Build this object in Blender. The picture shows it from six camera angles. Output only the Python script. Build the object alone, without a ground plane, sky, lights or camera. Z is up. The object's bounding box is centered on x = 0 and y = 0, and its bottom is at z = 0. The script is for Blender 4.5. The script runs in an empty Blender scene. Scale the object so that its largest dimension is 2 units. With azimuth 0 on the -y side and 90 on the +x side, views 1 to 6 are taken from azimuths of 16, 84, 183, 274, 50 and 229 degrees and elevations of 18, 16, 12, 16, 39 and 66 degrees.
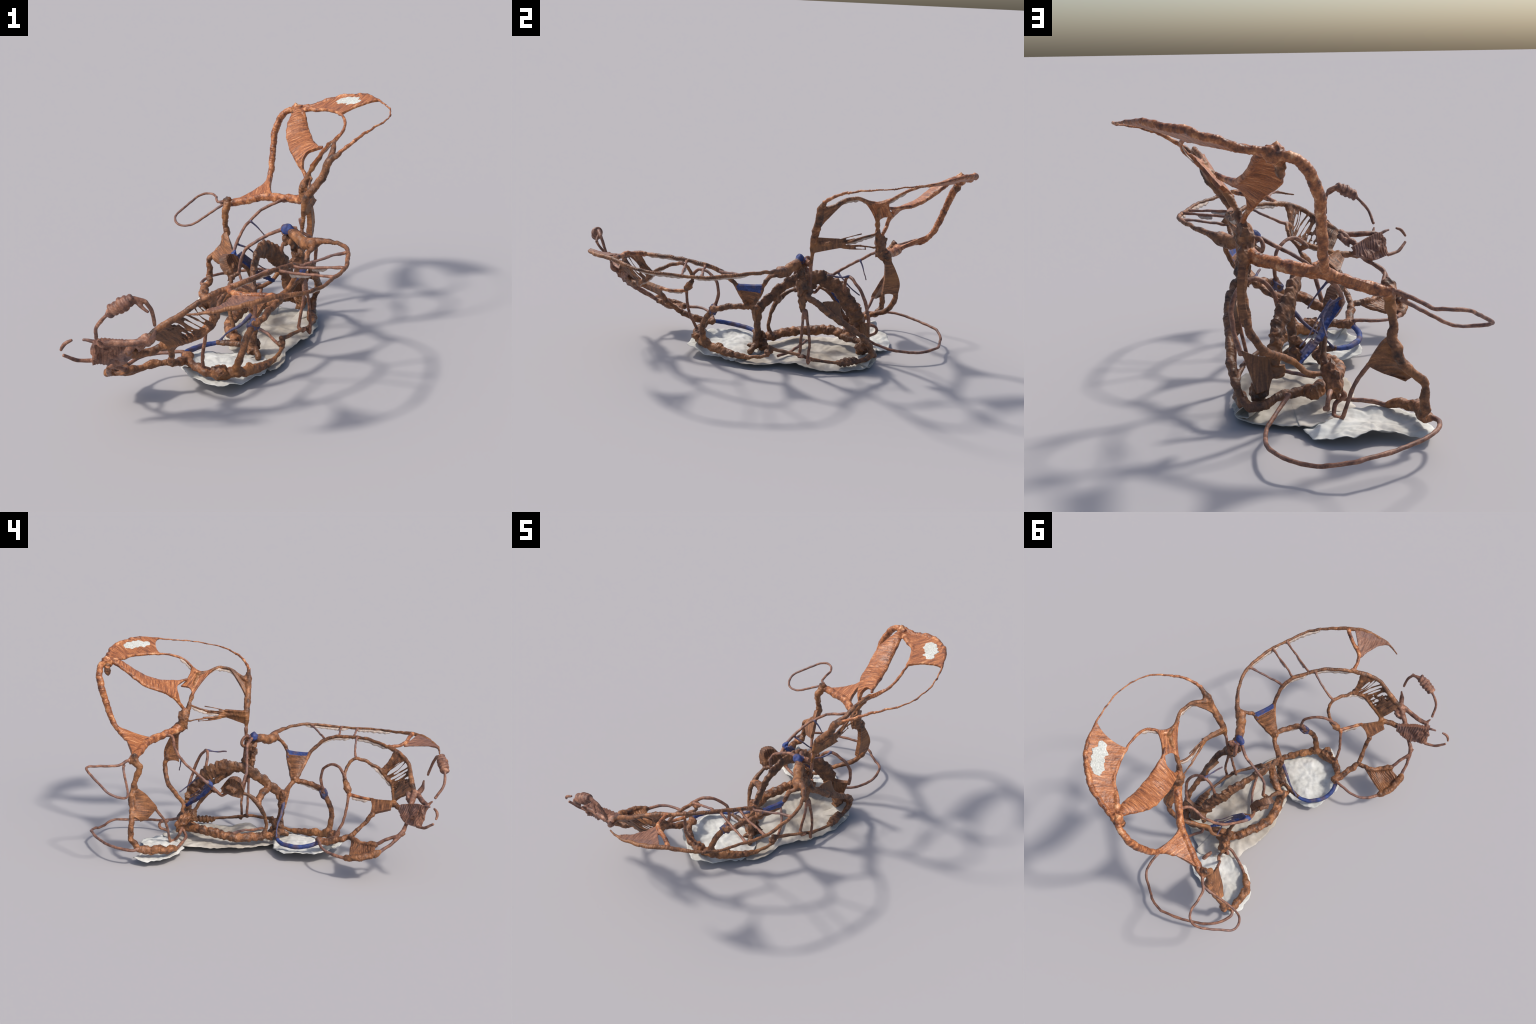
# A welded and copper-wound wire sculpture on a ragged plaster footing.
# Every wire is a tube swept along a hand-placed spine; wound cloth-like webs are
# ruled sheets with real winding ridges; knots are lumpy solids.
import bpy, math, random
from mathutils import Vector, noise
import numpy as np

random.seed(7)

# ------------------------------------------------------------------ materials
def srgb(r, g, b):
    f = lambda c: ((c / 255 + 0.055) / 1.055) ** 2.4 if c > 10 else c / 255 / 12.92
    return (f(r), f(g), f(b), 1.0)

def noise_material(name, colours, scale=22.0, fine=140.0, rough=0.6, spec=0.35, bump=0.25,
                   grain=0.21, axes=None, tint=None, tint_scale=9.0, tint_amount=0.5, tint_lo=0.52, tint_hi=0.68):
    m = bpy.data.materials.new(name)
    m.use_nodes = True
    nt = m.node_tree
    nt.nodes.clear()
    out = nt.nodes.new('ShaderNodeOutputMaterial')
    bsdf = nt.nodes.new('ShaderNodeBsdfPrincipled')
    tc = nt.nodes.new('ShaderNodeTexCoord')
    n1 = nt.nodes.new('ShaderNodeTexNoise')
    n1.inputs['Scale'].default_value = scale
    n1.inputs['Detail'].default_value = 6.0
    n1.inputs['Roughness'].default_value = 0.62
    ramp = nt.nodes.new('ShaderNodeValToRGB')
    cr = ramp.color_ramp
    lo, hi = (0.27, 0.72) if axes else (0.33, 0.67)
    while len(cr.elements) < len(colours):
        cr.elements.new(0.5)
    for i, c in enumerate(colours):
        cr.elements[i].position = lo + (hi - lo) * i / (len(colours) - 1)
        cr.elements[i].color = srgb(*c)
    coords = tc.outputs['Object']
    if axes:
        a, t = Vector(axes[0]), Vector(axes[1])
        n = a.cross(t).normalized()
        cmb = nt.nodes.new('ShaderNodeCombineXYZ')
        for ax, k, sock in ((a, 3.8, 'X'), (t, 0.45, 'Y'), (n, 0.8, 'Z')):
            dot = nt.nodes.new('ShaderNodeVectorMath')
            dot.operation = 'DOT_PRODUCT'
            nt.links.new(tc.outputs['Object'], dot.inputs[0])
            dot.inputs[1].default_value = ax * k
            nt.links.new(dot.outputs['Value'], cmb.inputs[sock])
        coords = cmb.outputs['Vector']
    nt.links.new(coords, n1.inputs['Vector'])
    nt.links.new(n1.outputs['Fac'], ramp.inputs['Fac'])
    col = ramp.outputs['Color']
    n2 = nt.nodes.new('ShaderNodeTexNoise')
    n2.inputs['Scale'].default_value = fine
    n2.inputs['Detail'].default_value = 3.0
    nt.links.new(tc.outputs['Object'], n2.inputs['Vector'])
    mr = nt.nodes.new('ShaderNodeMapRange')
    mr.inputs['From Min'].default_value = 0.3
    mr.inputs['From Max'].default_value = 0.7
    mr.inputs['To Min'].default_value = 1 - grain
    mr.inputs['To Max'].default_value = 1 + grain
    nt.links.new(n2.outputs['Fac'], mr.inputs['Value'])
    mul = nt.nodes.new('ShaderNodeVectorMath')
    mul.operation = 'SCALE'
    nt.links.new(col, mul.inputs[0])
    nt.links.new(mr.outputs['Result'], mul.inputs['Scale'])
    col = mul.outputs['Vector']
    if tint:
        n3 = nt.nodes.new('ShaderNodeTexNoise')
        n3.inputs['Scale'].default_value = tint_scale
        n3.inputs['Detail'].default_value = 4.0
        nt.links.new(tc.outputs['Object'], n3.inputs['Vector'])
        m3 = nt.nodes.new('ShaderNodeMapRange')
        m3.inputs['From Min'].default_value = tint_lo
        m3.inputs['From Max'].default_value = tint_hi
        m3.inputs['To Max'].default_value = tint_amount
        nt.links.new(n3.outputs['Fac'], m3.inputs['Value'])
        mx = nt.nodes.new('ShaderNodeMix')
        mx.data_type = 'RGBA'
        nt.links.new(m3.outputs['Result'], mx.inputs['Factor'])
        nt.links.new(col, mx.inputs['A'])
        mx.inputs['B'].default_value = srgb(*tint)
        col = mx.outputs['Result']
    nt.links.new(col, bsdf.inputs['Base Color'])
    bsdf.inputs['Roughness'].default_value = rough
    bsdf.inputs['Specular IOR Level'].default_value = spec
    bp = nt.nodes.new('ShaderNodeBump')
    bp.inputs['Strength'].default_value = bump
    bp.inputs['Distance'].default_value = 0.002
    nt.links.new(n2.outputs['Fac'], bp.inputs['Height'])
    nt.links.new(bp.outputs['Normal'], bsdf.inputs['Normal'])
    nt.links.new(bsdf.outputs['BSDF'], out.inputs['Surface'])
    return m

PALETTE = {   # colours run from the darkest to the palest grain of each material
    'bright': dict(colours=[(76, 43, 28), (128, 75, 44), (168, 104, 60), (208, 154, 110)], scale=30, fine=170, rough=0.46, spec=0.5),
    'brown': dict(colours=[(60, 40, 29), (98, 64, 43), (128, 84, 54), (164, 112, 74)], scale=26, fine=150, rough=0.52, spec=0.42,
                  tint=(152, 101, 58), tint_amount=0.6),
    'dark': dict(colours=[(56, 39, 30), (88, 59, 42), (112, 75, 50), (142, 98, 67)], scale=24, fine=150, rough=0.52, spec=0.45,
                 tint=(132, 90, 54), tint_amount=0.5),
    'wire': dict(colours=[(80, 55, 46), (112, 76, 61), (136, 94, 73), (166, 122, 98)], scale=34, fine=190, rough=0.52, spec=0.4,
                 tint=(108, 94, 96), tint_amount=0.5),
    'blue': dict(colours=[(40, 50, 88), (48, 63, 114), (56, 78, 138)], scale=26, rough=0.65,
                 tint=(92, 74, 74), tint_amount=0.8, tint_scale=16, tint_lo=0.48),
    'inky': dict(colours=[(58, 60, 86), (74, 74, 102), (98, 88, 102)], scale=40, rough=0.7,
                 tint=(112, 84, 72), tint_amount=0.7, tint_scale=16),
    'pale': dict(colours=[(160, 142, 130), (180, 164, 152), (196, 183, 172)], scale=30, rough=0.8, spec=0.2, bump=0.1),
    'paper': dict(colours=[(176, 176, 168), (186, 187, 180), (194, 195, 188)], scale=20, rough=0.8, spec=0.2, bump=0.1),
    'plaster': dict(colours=[(182, 181, 175), (197, 197, 191), (210, 210, 205)], scale=11, fine=45, grain=0.05, rough=0.85, spec=0.2, bump=0.15,
                    tint=(164, 156, 146), tint_scale=4.0, tint_amount=0.35, tint_lo=0.5, tint_hi=0.64),
    'stained': dict(colours=[(168, 161, 150), (184, 178, 168), (198, 193, 184)], scale=9, fine=45, grain=0.05, rough=0.85, spec=0.2, bump=0.15,
                    tint=(142, 130, 115), tint_scale=4.0, tint_amount=0.65, tint_lo=0.46, tint_hi=0.62),
}
NAMES = {'bright': 'bright_copper_winding', 'brown': 'browned_copper_winding', 'dark': 'dark_copper_winding', 'wire': 'tarnished_wire',
         'blue': 'blue_dye', 'inky': 'inky_thread', 'pale': 'pale_backing', 'paper': 'white_backing', 'plaster': 'white_plaster',
         'stained': 'stained_plaster'}
MAT = {k: noise_material(NAMES[k], **v) for k, v in PALETTE.items()}

def streaked(key, along, thread):
    """The same palette with its grain drawn out along the threads of a web."""
    d = dict(PALETTE[key])
    d['axes'] = (tuple(along), tuple(thread))
    m = noise_material(NAMES[key] + '_strands', **d)
    return m

ROOT = bpy.data.objects.new('wire_sculpture', None)
bpy.context.scene.collection.objects.link(ROOT)
ROOT['label'] = 'tangled copper-wound wire sculpture with webs on plaster footing'
ROOT['category'] = 'wire sculpture'

FUSE = []      # solids that are grown together at the end, (name, material, verts, faces)
LOOSE = {'plaster', 'stained', 'pale', 'paper'}

OFFSET = np.array([-0.002, 0.0015, -0.001])   # settles the piece in its bounding box

def make_object(name, verts, faces, mat, normals=None):
    me = bpy.data.meshes.new(name)
    me.from_pydata((np.array(verts, float) + OFFSET).tolist(), [], faces)
    me.polygons.foreach_set('use_smooth', [True] * len(me.polygons))
    me.materials.append(mat)
    me.update()
    if normals is not None:
        me.normals_split_custom_set_from_vertices(normals)
    ob = bpy.data.objects.new(name, me)
    bpy.context.scene.collection.objects.link(ob)
    ob.parent = ROOT
    return ob

def add_object(name, verts, faces, mat, streak=None):
    m = streaked(mat, *streak) if streak else MAT[mat]
    if mat in LOOSE:
        return make_object(name, verts, faces, m)
    FUSE.append((name, m, np.array(verts, float), faces))

def fuse_all(voxel=0.0022, close=0.0022):
    """Grow the overlapping solids together into one skin (a small closing rounds the joints),
    then cut the skin back into its named parts along their borders."""
    from mathutils.bvhtree import BVHTree
    off, polys, owner, vs = 0, [], [], []
    for k, (name, m, v, f) in enumerate(FUSE):
        vs.append(v)
        polys += [tuple(i + off for i in q) for q in f]
        owner += [k] * len(f)
        off += len(v)
    V = np.vstack(vs)
    me = bpy.data.meshes.new('skin')
    me.from_pydata(V.tolist(), [], polys)
    me.update()
    N = np.empty(len(V) * 3)
    me.vertex_normals.foreach_get('vector', N)
    me.vertices.foreach_set('co', (V + N.reshape(-1, 3) * close).ravel())
    me.update()
    ob = bpy.data.objects.new('skin', me)
    bpy.context.scene.collection.objects.link(ob)
    md = ob.modifiers.new('remesh', 'REMESH')
    md.mode = 'VOXEL'
    md.voxel_size = voxel
    md.use_smooth_shade = True
    dg = bpy.context.evaluated_depsgraph_get()
    new = bpy.data.meshes.new_from_object(ob.evaluated_get(dg))
    bpy.data.objects.remove(ob)
    n = len(new.vertices)
    co = np.empty(n * 3)
    new.vertices.foreach_get('co', co)
    co = co.reshape(-1, 3)
    # light smoothing before and after shrinking back
    ne = len(new.edges)
    E = np.empty(ne * 2, int)
    new.edges.foreach_get('vertices', E)
    E = E.reshape(-1, 2)
    deg = np.bincount(E.ravel(), minlength=n)[:, None]
    def relax(c, f):
        acc = np.zeros_like(c)
        for a in range(3):
            acc[:, a] = np.bincount(E[:, 0], c[E[:, 1], a], n) + np.bincount(E[:, 1], c[E[:, 0], a], n)
        return c + f * (acc / deg - c)
    co = relax(co, 0.5)
    new.vertices.foreach_set('co', co.ravel())
    new.update()
    nn = np.empty(n * 3)
    new.vertex_normals.foreach_get('vector', nn)
    co = co - nn.reshape(-1, 3) * (close - 0.0003)
    co = relax(co, 0.25)
    new.vertices.foreach_set('co', co.ravel())
    new.update()
    new.vertex_normals.foreach_get('vector', nn)
    nn = nn.reshape(-1, 3)
    tree = BVHTree.FromPolygons(V.tolist(), polys)
    nf = len(new.polygons)
    cen = np.empty(nf * 3)
    new.polygons.foreach_get('center', cen)
    cen = cen.reshape(-1, 3)
    part = np.empty(nf, int)
    for i in range(nf):
        part[i] = owner[tree.find_nearest(cen[i])[2]]
    nl = len(new.loops)
    lv = np.empty(nl, int)
    new.loops.foreach_get('vertex_index', lv)
    ls = np.empty(nf, int)
    new.polygons.foreach_get('loop_start', ls)
    lt = np.empty(nf, int)
    new.polygons.foreach_get('loop_total', lt)
    for k, (name, m, v, f) in enumerate(FUSE):
        idx = np.nonzero(part == k)[0]
        if len(idx) < 12:
            continue
        fl = [lv[ls[i]:ls[i] + lt[i]] for i in idx]
        used = np.unique(np.concatenate(fl))
        remap = {int(a): b for b, a in enumerate(used)}
        make_object(name, co[used].tolist(), [tuple(remap[int(a)] for a in q) for q in fl], m, nn[used].tolist())
    print('fused skin', n, 'vertices')

# ------------------------------------------------------------------ curve helpers
def catmull(pts, step=0.003):
    p = np.array(pts, float)
    if len(p) == 2:
        n = max(2, int(np.linalg.norm(p[1] - p[0]) / step))
        return p[0] + np.linspace(0, 1, n + 1)[:, None] * (p[1] - p[0])
    q = np.vstack([2 * p[0] - p[1], p, 2 * p[-1] - p[-2]])
    out = []
    for i in range(1, len(q) - 2):
        a, b, c, d = q[i - 1:i + 3]
        t = np.linspace(0, 1, 14, endpoint=False)[:, None]
        out.append(.5 * (2 * b + (c - a) * t + (2 * a - 5 * b + 4 * c - d) * t ** 2 + (3 * b - a - 3 * c + d) * t ** 3))
    out = np.vstack(out + [p[-1:]])
    return resample(out, max(4, int(length(out) / step)))

def length(p):
    return float(np.linalg.norm(np.diff(p, axis=0), axis=1).sum())

def resample(p, n, a=0.0, b=1.0):
    s = np.r_[0, np.cumsum(np.linalg.norm(np.diff(p, axis=0), axis=1))]
    t = np.linspace(a * s[-1], b * s[-1], n)
    return np.stack([np.interp(t, s, p[:, i]) for i in range(3)], 1)

def frames(p, up=None):
    t = np.gradient(p, axis=0)
    t /= np.linalg.norm(t, axis=1, keepdims=True) + 1e-12
    n = np.zeros_like(p)
    if up is not None:
        n = np.array(up) - t * (t @ np.array(up))[:, None]
        n /= np.linalg.norm(n, axis=1, keepdims=True) + 1e-9
    else:
        v = np.cross(t[0], [0.3, 0.2, 0.9])
        v /= np.linalg.norm(v)
        for i in range(len(p)):
            v = v - t[i] * (v @ t[i])
            v /= np.linalg.norm(v) + 1e-12
            n[i] = v
    return t, n, np.cross(t, n)

def nz(x, y, z, s, o=0.0):
    return noise.noise(Vector((x * s + o, y * s + o * 1.7, z * s - o)))

SPINE = {}

def tube_mesh(path, radii, flat=(1.0, 1.0), up=None, sides=14, lump=0.12, ridge=0.0, pitch=0.007, grit=0.0006, seed=0.0,
              wobble=0.0):
    """Sweep a lumpy round section: radii in metres spread evenly along the path,
    ridge = height of the winding ridges, pitch = their spacing."""
    p = np.array(path)
    n = len(p)
    L = length(p)
    if wobble:
        for i in range(n):
            f = min(1, i / 5, (n - 1 - i) / 5)
            p[i] += wobble * f * np.array([nz(*p[i], 28, seed + 3), nz(*p[i], 28, seed + 9), nz(*p[i], 28, seed + 15)])
    t, a, b = frames(p, up)
    r = np.interp(np.linspace(0, 1, n), np.linspace(0, 1, len(radii)), radii)
    s = np.linspace(0, L, n)
    verts, faces = [], []
    # rounded ends
    def ring(c, aa, bb, rad, si, full=1.0):
        for k in range(sides):
            th = 2 * math.pi * k / sides
            d = aa * (math.cos(th) * flat[0]) + bb * (math.sin(th) * flat[1])
            q = c + d * rad
            m = 1 + lump * 1.6 * nz(*q, 36, seed) + lump * 0.6 * nz(*q, 95, seed + 5)
            off = 0.0
            if ridge:
                ph = si / pitch + th / (2 * math.pi) + 1.3 * nz(*c, 40, seed + 2)
                amp = ridge * (0.55 + 0.9 * max(0, 0.5 + nz(*q, 50, seed + 8)))
                off = amp * math.cos(2 * math.pi * ph)
            off += grit * nz(*q, 260, seed)
            verts.append(c + d * (rad * m + off * full))
    verts.append(p[0] - t[0] * r[0] * 0.55)
    ring(p[0] - t[0] * r[0] * 0.4, a[0], b[0], r[0] * 0.62, 0, .3)
    for i in range(n):
        ring(p[i], a[i], b[i], r[i], s[i])
    ring(p[-1] + t[-1] * r[-1] * 0.4, a[-1], b[-1], r[-1] * 0.62, L, .3)
    verts.append(p[-1] + t[-1] * r[-1] * 0.55)
    rows = n + 2
    for k in range(sides):
        faces.append((0, 1 + (k + 1) % sides, 1 + k))
    for i in range(rows - 1):
        o = 1 + i * sides
        for k in range(sides):
            k2 = (k + 1) % sides
            faces.append((o + k, o + k2, o + sides + k2, o + sides + k))
    o = 1 + (rows - 1) * sides
    last = len(verts) - 1
    for k in range(sides):
        faces.append((last, o + k, o + (k + 1) % sides))
    return verts, faces

STYLE = {  # lump, ridge (m), pitch (m), wobble, sides
    'bare': dict(lump=0.1, ridge=0.0, sides=12, wobble=0.002),
    'thin': dict(lump=0.16, ridge=0.0004, pitch=0.006, sides=12, wobble=0.003),
    'wound': dict(lump=0.13, ridge=0.0010, pitch=0.0085, sides=18, wobble=0.004),
    'clotted': dict(lump=0.24, ridge=0.0008, pitch=0.009, sides=22, wobble=0.006),
}
_count = [0]

WIRES = []

def wire(key, name, style, mat, radii, pts, free='', **kw):
    """radii in millimetres along the spine; free = which ends (a, b) hang loose."""
    SPINE[key] = catmull(pts, 0.0022)
    WIRES.append((key, name, style, mat, radii, free, kw))

def build_wires(reach=0.05):
    for key, name, style, mat, radii, free, kw in WIRES:
        path = SPINE[key]
        others = np.vstack([p for k, p in SPINE.items() if k != key])
        for end in 'ab':
            if end in free:
                continue
            tip = path[0] if end == 'a' else path[-1]
            d = np.linalg.norm(others - tip, axis=1)
            j = int(np.argmin(d))
            if 0.006 < d[j] < reach:
                add = tip + (others[j] - tip) * np.linspace(0, 1, max(3, int(d[j] / 0.0022)))[1:, None]
                path = np.vstack([add[::-1], path]) if end == 'a' else np.vstack([path, add])
        _count[0] += 1
        st = dict(STYLE[style])
        st.update(kw)
        v, f = tube_mesh(path, [r / 1000 for r in radii], seed=_count[0] * 3.1, **st)
        add_object(name, v, f, mat)

def span(key, a, b):
    p = SPINE[key]
    return resample(p, max(4, int(length(p) * abs(b - a) / 0.004)), a, b)

def at(key, t):
    return resample(SPINE[key], 3, t, t)[0]

def web(name, mat, edge_a, edge_b, thick=8, rim=0, ridge=1.0, pitch=6.5, bulge=0.0, lump=2.0, step=0.003,
        sag=(0, 0, 0), holes=None, inset=(0.0, 0.0)):
    """Wound web: threads run from edge_a to edge_b; a closed solid sheet with winding ridges.
    thick, rim, ridge, pitch, lump in millimetres; bulge in metres along the sheet normal."""
    A = catmull(edge_a, 0.004) if len(edge_a) < 12 else np.array(edge_a)
    B = catmull(edge_b, 0.004) if len(edge_b) < 12 else np.array(edge_b)
    nu = max(8, int(max(length(A), length(B)) / (step * 0.75)))
    A, B = resample(A, nu), resample(B, nu)
    nv = max(6, int(np.linalg.norm(A - B, axis=1).max() / step))
    _count[0] += 1
    o = _count[0] * 2.3
    w = np.linspace(0, 1, nv)
    bow = (4 * w * (1 - w)) ** 0.8
    G = np.zeros((nu, nv, 3))
    ua = np.linspace(0, 1, nu)
    for j in range(nv):      # the free ends of a web are drawn in between its two edges
        u = inset[0] * bow[j] + ua * (1 - (inset[0] + inset[1]) * bow[j])
        for c in range(3):
            G[:, j, c] = np.interp(u, ua, A[:, c]) * (1 - w[j]) + np.interp(u, ua, B[:, c]) * w[j]
    bell = (4 * w * (1 - w))[None, :, None]
    G = G + np.array(sag)[None, None] * bell
    du = np.gradient(G, axis=0)
    dv = np.gradient(G, axis=1)
    N = np.cross(du, dv)
    N /= np.linalg.norm(N, axis=2, keepdims=True) + 1e-9
    Nm = N.reshape(-1, 3).mean(0)
    N = N * 0.7 + Nm * 0.3
    N /= np.linalg.norm(N, axis=2, keepdims=True) + 1e-9
    G = G + N * bulge * bell
    Lu = max(length(A), length(B))
    top = np.zeros_like(G)
    bot = np.zeros_like(G)
    for i in range(nu):
        for j in range(nv):
            q = G[i, j]
            edge = max(0.0, 1 - 6 * min(w[j], 1 - w[j]))
            ph = (i / (nu - 1) * Lu) / (pitch / 1000) + 1.1 * nz(*q, 22, o)
            h = thick / 2000 + rim / 1000 * edge
            rr = ridge / 1000 * (0.5 + max(0, 0.6 + nz(*q, 45, o + 3)))
            mid = lump / 1000 * nz(*q, 24, o + 7) + 0.0011 * nz(*q, 120, o)
            top[i, j] = q + N[i, j] * (h + rr * math.cos(2 * math.pi * ph) + mid)
            bot[i, j] = q - N[i, j] * (h + rr * math.cos(2 * math.pi * ph + 1.7) - mid)
    verts = np.vstack([top.reshape(-1, 3), bot.reshape(-1, 3)])
    M = nu * nv
    faces = []
    keep = np.ones((nu - 1, nv - 1), bool)
    if holes:
        for i in range(nu - 1):
            for j in range(nv - 1):
                keep[i, j] = not holes(i / (nu - 1), w[j], G[i, j])
    def cell(i, j):
        return 0 <= i < nu - 1 and 0 <= j < nv - 1 and keep[i, j]
    for i in range(nu - 1):
        for j in range(nv - 1):
            if not keep[i, j]:
                continue
            a, b, c, d = i * nv + j, i * nv + j + 1, (i + 1) * nv + j + 1, (i + 1) * nv + j
            faces.append((a, d, c, b))
            faces.append((a + M, b + M, c + M, d + M))
            if not cell(i, j - 1):
                faces.append((a, a + M, d + M, d))
            if not cell(i, j + 1):
                faces.append((b, c, c + M, b + M))
            if not cell(i - 1, j):
                faces.append((a, b, b + M, a + M))
            if not cell(i + 1, j):
                faces.append((d, d + M, c + M, c))
    along = (A[-1] - A[0]) + (B[-1] - B[0])
    thread = (B - A).mean(0)
    along /= np.linalg.norm(along) + 1e-9
    thread = thread - along * (thread @ along)
    thread /= np.linalg.norm(thread) + 1e-9
    return add_object(name, verts, faces, mat, streak=None if mat in ('paper', 'blue') else (along, thread))

def knot(name, mat, centre, size, axis=(0, 0, 1), lump=0.22, ridge=0.0012, pitch=0.009, seed=0.0):
    """Lumpy wound knot: an ellipsoid, size = (across, across, along axis) in millimetres."""
    c = np.array(centre, float)
    z = np.array(axis, float)
    z /= np.linalg.norm(z)
    x = np.cross([0.31, 0.87, 0.2], z)
    x /= np.linalg.norm(x)
    y = np.cross(z, x)
    nu, nv = 36, 22
    verts, faces = [], []
    _count[0] += 1
    o = _count[0] * 4.7 + seed
    for j in range(nv + 1):
        ph = math.pi * j / nv
        for i in range(nu):
            th = 2 * math.pi * i / nu
            d = np.array([math.sin(ph) * math.cos(th), math.sin(ph) * math.sin(th), math.cos(ph)])
            e = d * np.array(size) / 1000
            q = c + x * e[0] + y * e[1] + z * e[2]
            m = 1 + lump * 1.5 * nz(*q, 30, o) + lump * 0.8 * nz(*q, 75, o + 4)
            rr = ridge * math.cos(2 * math.pi * (e[2] / pitch + 1.5 * nz(*q, 30, o + 9)))
            dirw = x * d[0] + y * d[1] + z * d[2]
            verts.append(c + (q - c) * m + dirw * rr * math.sin(ph))
    for j in range(nv):
        for i in range(nu):
            i2 = (i + 1) % nu
            faces.append((j * nu + i, j * nu + i2, (j + 1) * nu + i2, (j + 1) * nu + i))
    return add_object(name, verts, faces, mat)

def coil(name, mat, a, b, turns, radius, wire_r, bend=(0, 0, 0), grow=1.0):
    """Helical winding from a to b, millimetres for the radii."""
    a, b = np.array(a, float), np.array(b, float)
    n = turns * 26
    t = np.linspace(0, 1, n)
    core = a + (b - a) * t[:, None] + np.array(bend) * (4 * t * (1 - t))[:, None]
    _, u, v = frames(core)
    th = 2 * math.pi * turns * t
    R = radius / 1000 * (0.8 + 0.35 * np.sin(math.pi * t)) * (1 + 0.12 * np.sin(th * 0.37 + 1))
    p = core + u * (np.cos(th) * R)[:, None] + v * (np.sin(th) * R)[:, None]
    _count[0] += 1
    vv, ff = tube_mesh(p, [wire_r / 1000], lump=0.12, sides=10, seed=_count[0])
    c2, f2 = tube_mesh(core, [radius * 0.8 / 1000], lump=0.15, sides=12, seed=_count[0] + 1)
    k = len(vv)
    return add_object(name, list(vv) + list(c2), ff + [tuple(i + k for i in f) for f in f2], mat)

def fringe(key, a, b, width=10, off=(-0.007, 0.004, -0.011), ragged=0.5):
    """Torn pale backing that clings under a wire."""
    p = span(key, a, b)
    n = len(p)
    off = np.array(off)
    d = off / np.linalg.norm(off)
    _count[0] += 1
    o = _count[0] * 1.9
    verts, faces = [], []
    t, _, _ = frames(p)
    for i in range(n):
        f = min(1.0, 8 * i / n, 8 * (n - 1 - i) / n)
        w = width / 1000 * (0.55 + ragged * nz(*p[i], 60, o) + 0.35) * (0.25 + 0.75 * f)
        c = p[i] + off * 0.35
        side = np.cross(t[i], d)
        side /= np.linalg.norm(side) + 1e-9
        e0, e1 = c, c + d * (w + 0.006)
        h = side * 0.0016
        verts += [e0 + h, e1 + h * .5, e1 - h * .5, e0 - h]
    for i in range(n - 1):
        for k in range(4):
            k2 = (k + 1) % 4
            faces.append((i * 4 + k, i * 4 + k2, i * 4 + 4 + k2, i * 4 + 4 + k))
    faces.append((0, 1, 2, 3))
    faces.append(((n - 1) * 4 + 3, (n - 1) * 4 + 2, (n - 1) * 4 + 1, (n - 1) * 4))
    return add_object('pale_fringe', verts, faces, 'pale')

def plate(name, mat, outline, level, dome=0.0, ragged=0.008, thick=4, rough=0.006, inner=0.6):
    """Thin ragged plaster slab: outline = 3D rim points, level = height of the middle."""
    P = np.array(outline + [outline[0]], float)
    rim = catmull(P, 0.006)[:-1]
    n = len(rim)
    c = rim.mean(0)
    rings = 26
    _count[0] += 1
    o = _count[0] * 3.3
    tear = []
    for i in range(n):
        d = rim[i] - c
        d[2] = 0
        d /= np.linalg.norm(d) + 1e-9
        tear.append(d * ragged * (1.4 * nz(*rim[i], 22, o) + 0.45 * nz(*rim[i], 90, o + 3)))
    top, bot = [], []
    for j in range(rings):
        s = (j + 1) / rings
        k = max(0.0, (s - inner) / (1 - inner))
        k = k * k * (3 - 2 * k)
        for i in range(n):
            q = c + (rim[i] - c) * s + tear[i] * k
            z = level(q[0], q[1]) if callable(level) else level
            q = np.array([q[0], q[1], z * (1 - k) + rim[i][2] * k])
            q[2] += rough * (1.3 * nz(q[0], q[1], 0, 16, o) + 0.7 * nz(q[0], q[1], 0, 42, o) + 0.12 * nz(q[0], q[1], 0, 110, o))
            q[2] = max(q[2], 0.0045)
            top.append(q)
            h = thick / 1000 * (1 - 0.5 * k)
            bot.append(q - np.array([0, 0, h]))
    zc = level(c[0], c[1]) if callable(level) else level
    verts = top + bot + [np.array([c[0], c[1], zc]), np.array([c[0], c[1], zc - thick / 1000])]
    M = n * rings
    faces = []
    for j in range(rings - 1):
        for i in range(n):
            i2 = (i + 1) % n
            a, b, cc, d = j * n + i, j * n + i2, (j + 1) * n + i2, (j + 1) * n + i
            faces.append((a, d, cc, b))
            faces.append((a + M, b + M, cc + M, d + M))
    for i in range(n):
        i2 = (i + 1) % n
        faces.append((2 * M, i, i2))
        faces.append((2 * M + 1, M + i2, M + i))
        a, b = (rings - 1) * n + i, (rings - 1) * n + i2
        faces.append((a, a + M, b + M, b))
    return add_object(name, verts, faces, mat)

# ------------------------------------------------------------------ wires
wire('stem', 'wrapped_wire', 'wound', 'bright', [12.8, 15.8, 17.8, 18.8, 17.8, 16.8, 17.8, 15.8, 14.8, 12.8],
     [(0.055, 0.971, 1.025), (0.017, 0.975, 1.017), (-0.016, 0.977, 1), (-0.04, 0.974, 0.972), (-0.065, 0.958, 0.917), (-0.075, 0.937, 0.853), (-0.078, 0.89, 0.719), (-0.083, 0.851, 0.666), (-0.098, 0.808, 0.629)], ridge=0.0012, pitch=0.012)
wire('bar', 'wrapped_wire', 'wound', 'bright', [26.8, 22.8, 20.8, 22.8, 19.8, 19.8, 20.8, 18.8],
     [(0.181, 0.54, 0.645), (0.15, 0.565, 0.63), (0.12, 0.585, 0.624), (0.026, 0.644, 0.612), (-0.033, 0.675, 0.607), (-0.101, 0.692, 0.598), (-0.207, 0.717, 0.568), (-0.286, 0.729, 0.554), (-0.282, 0.72, 0.556)])
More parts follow.
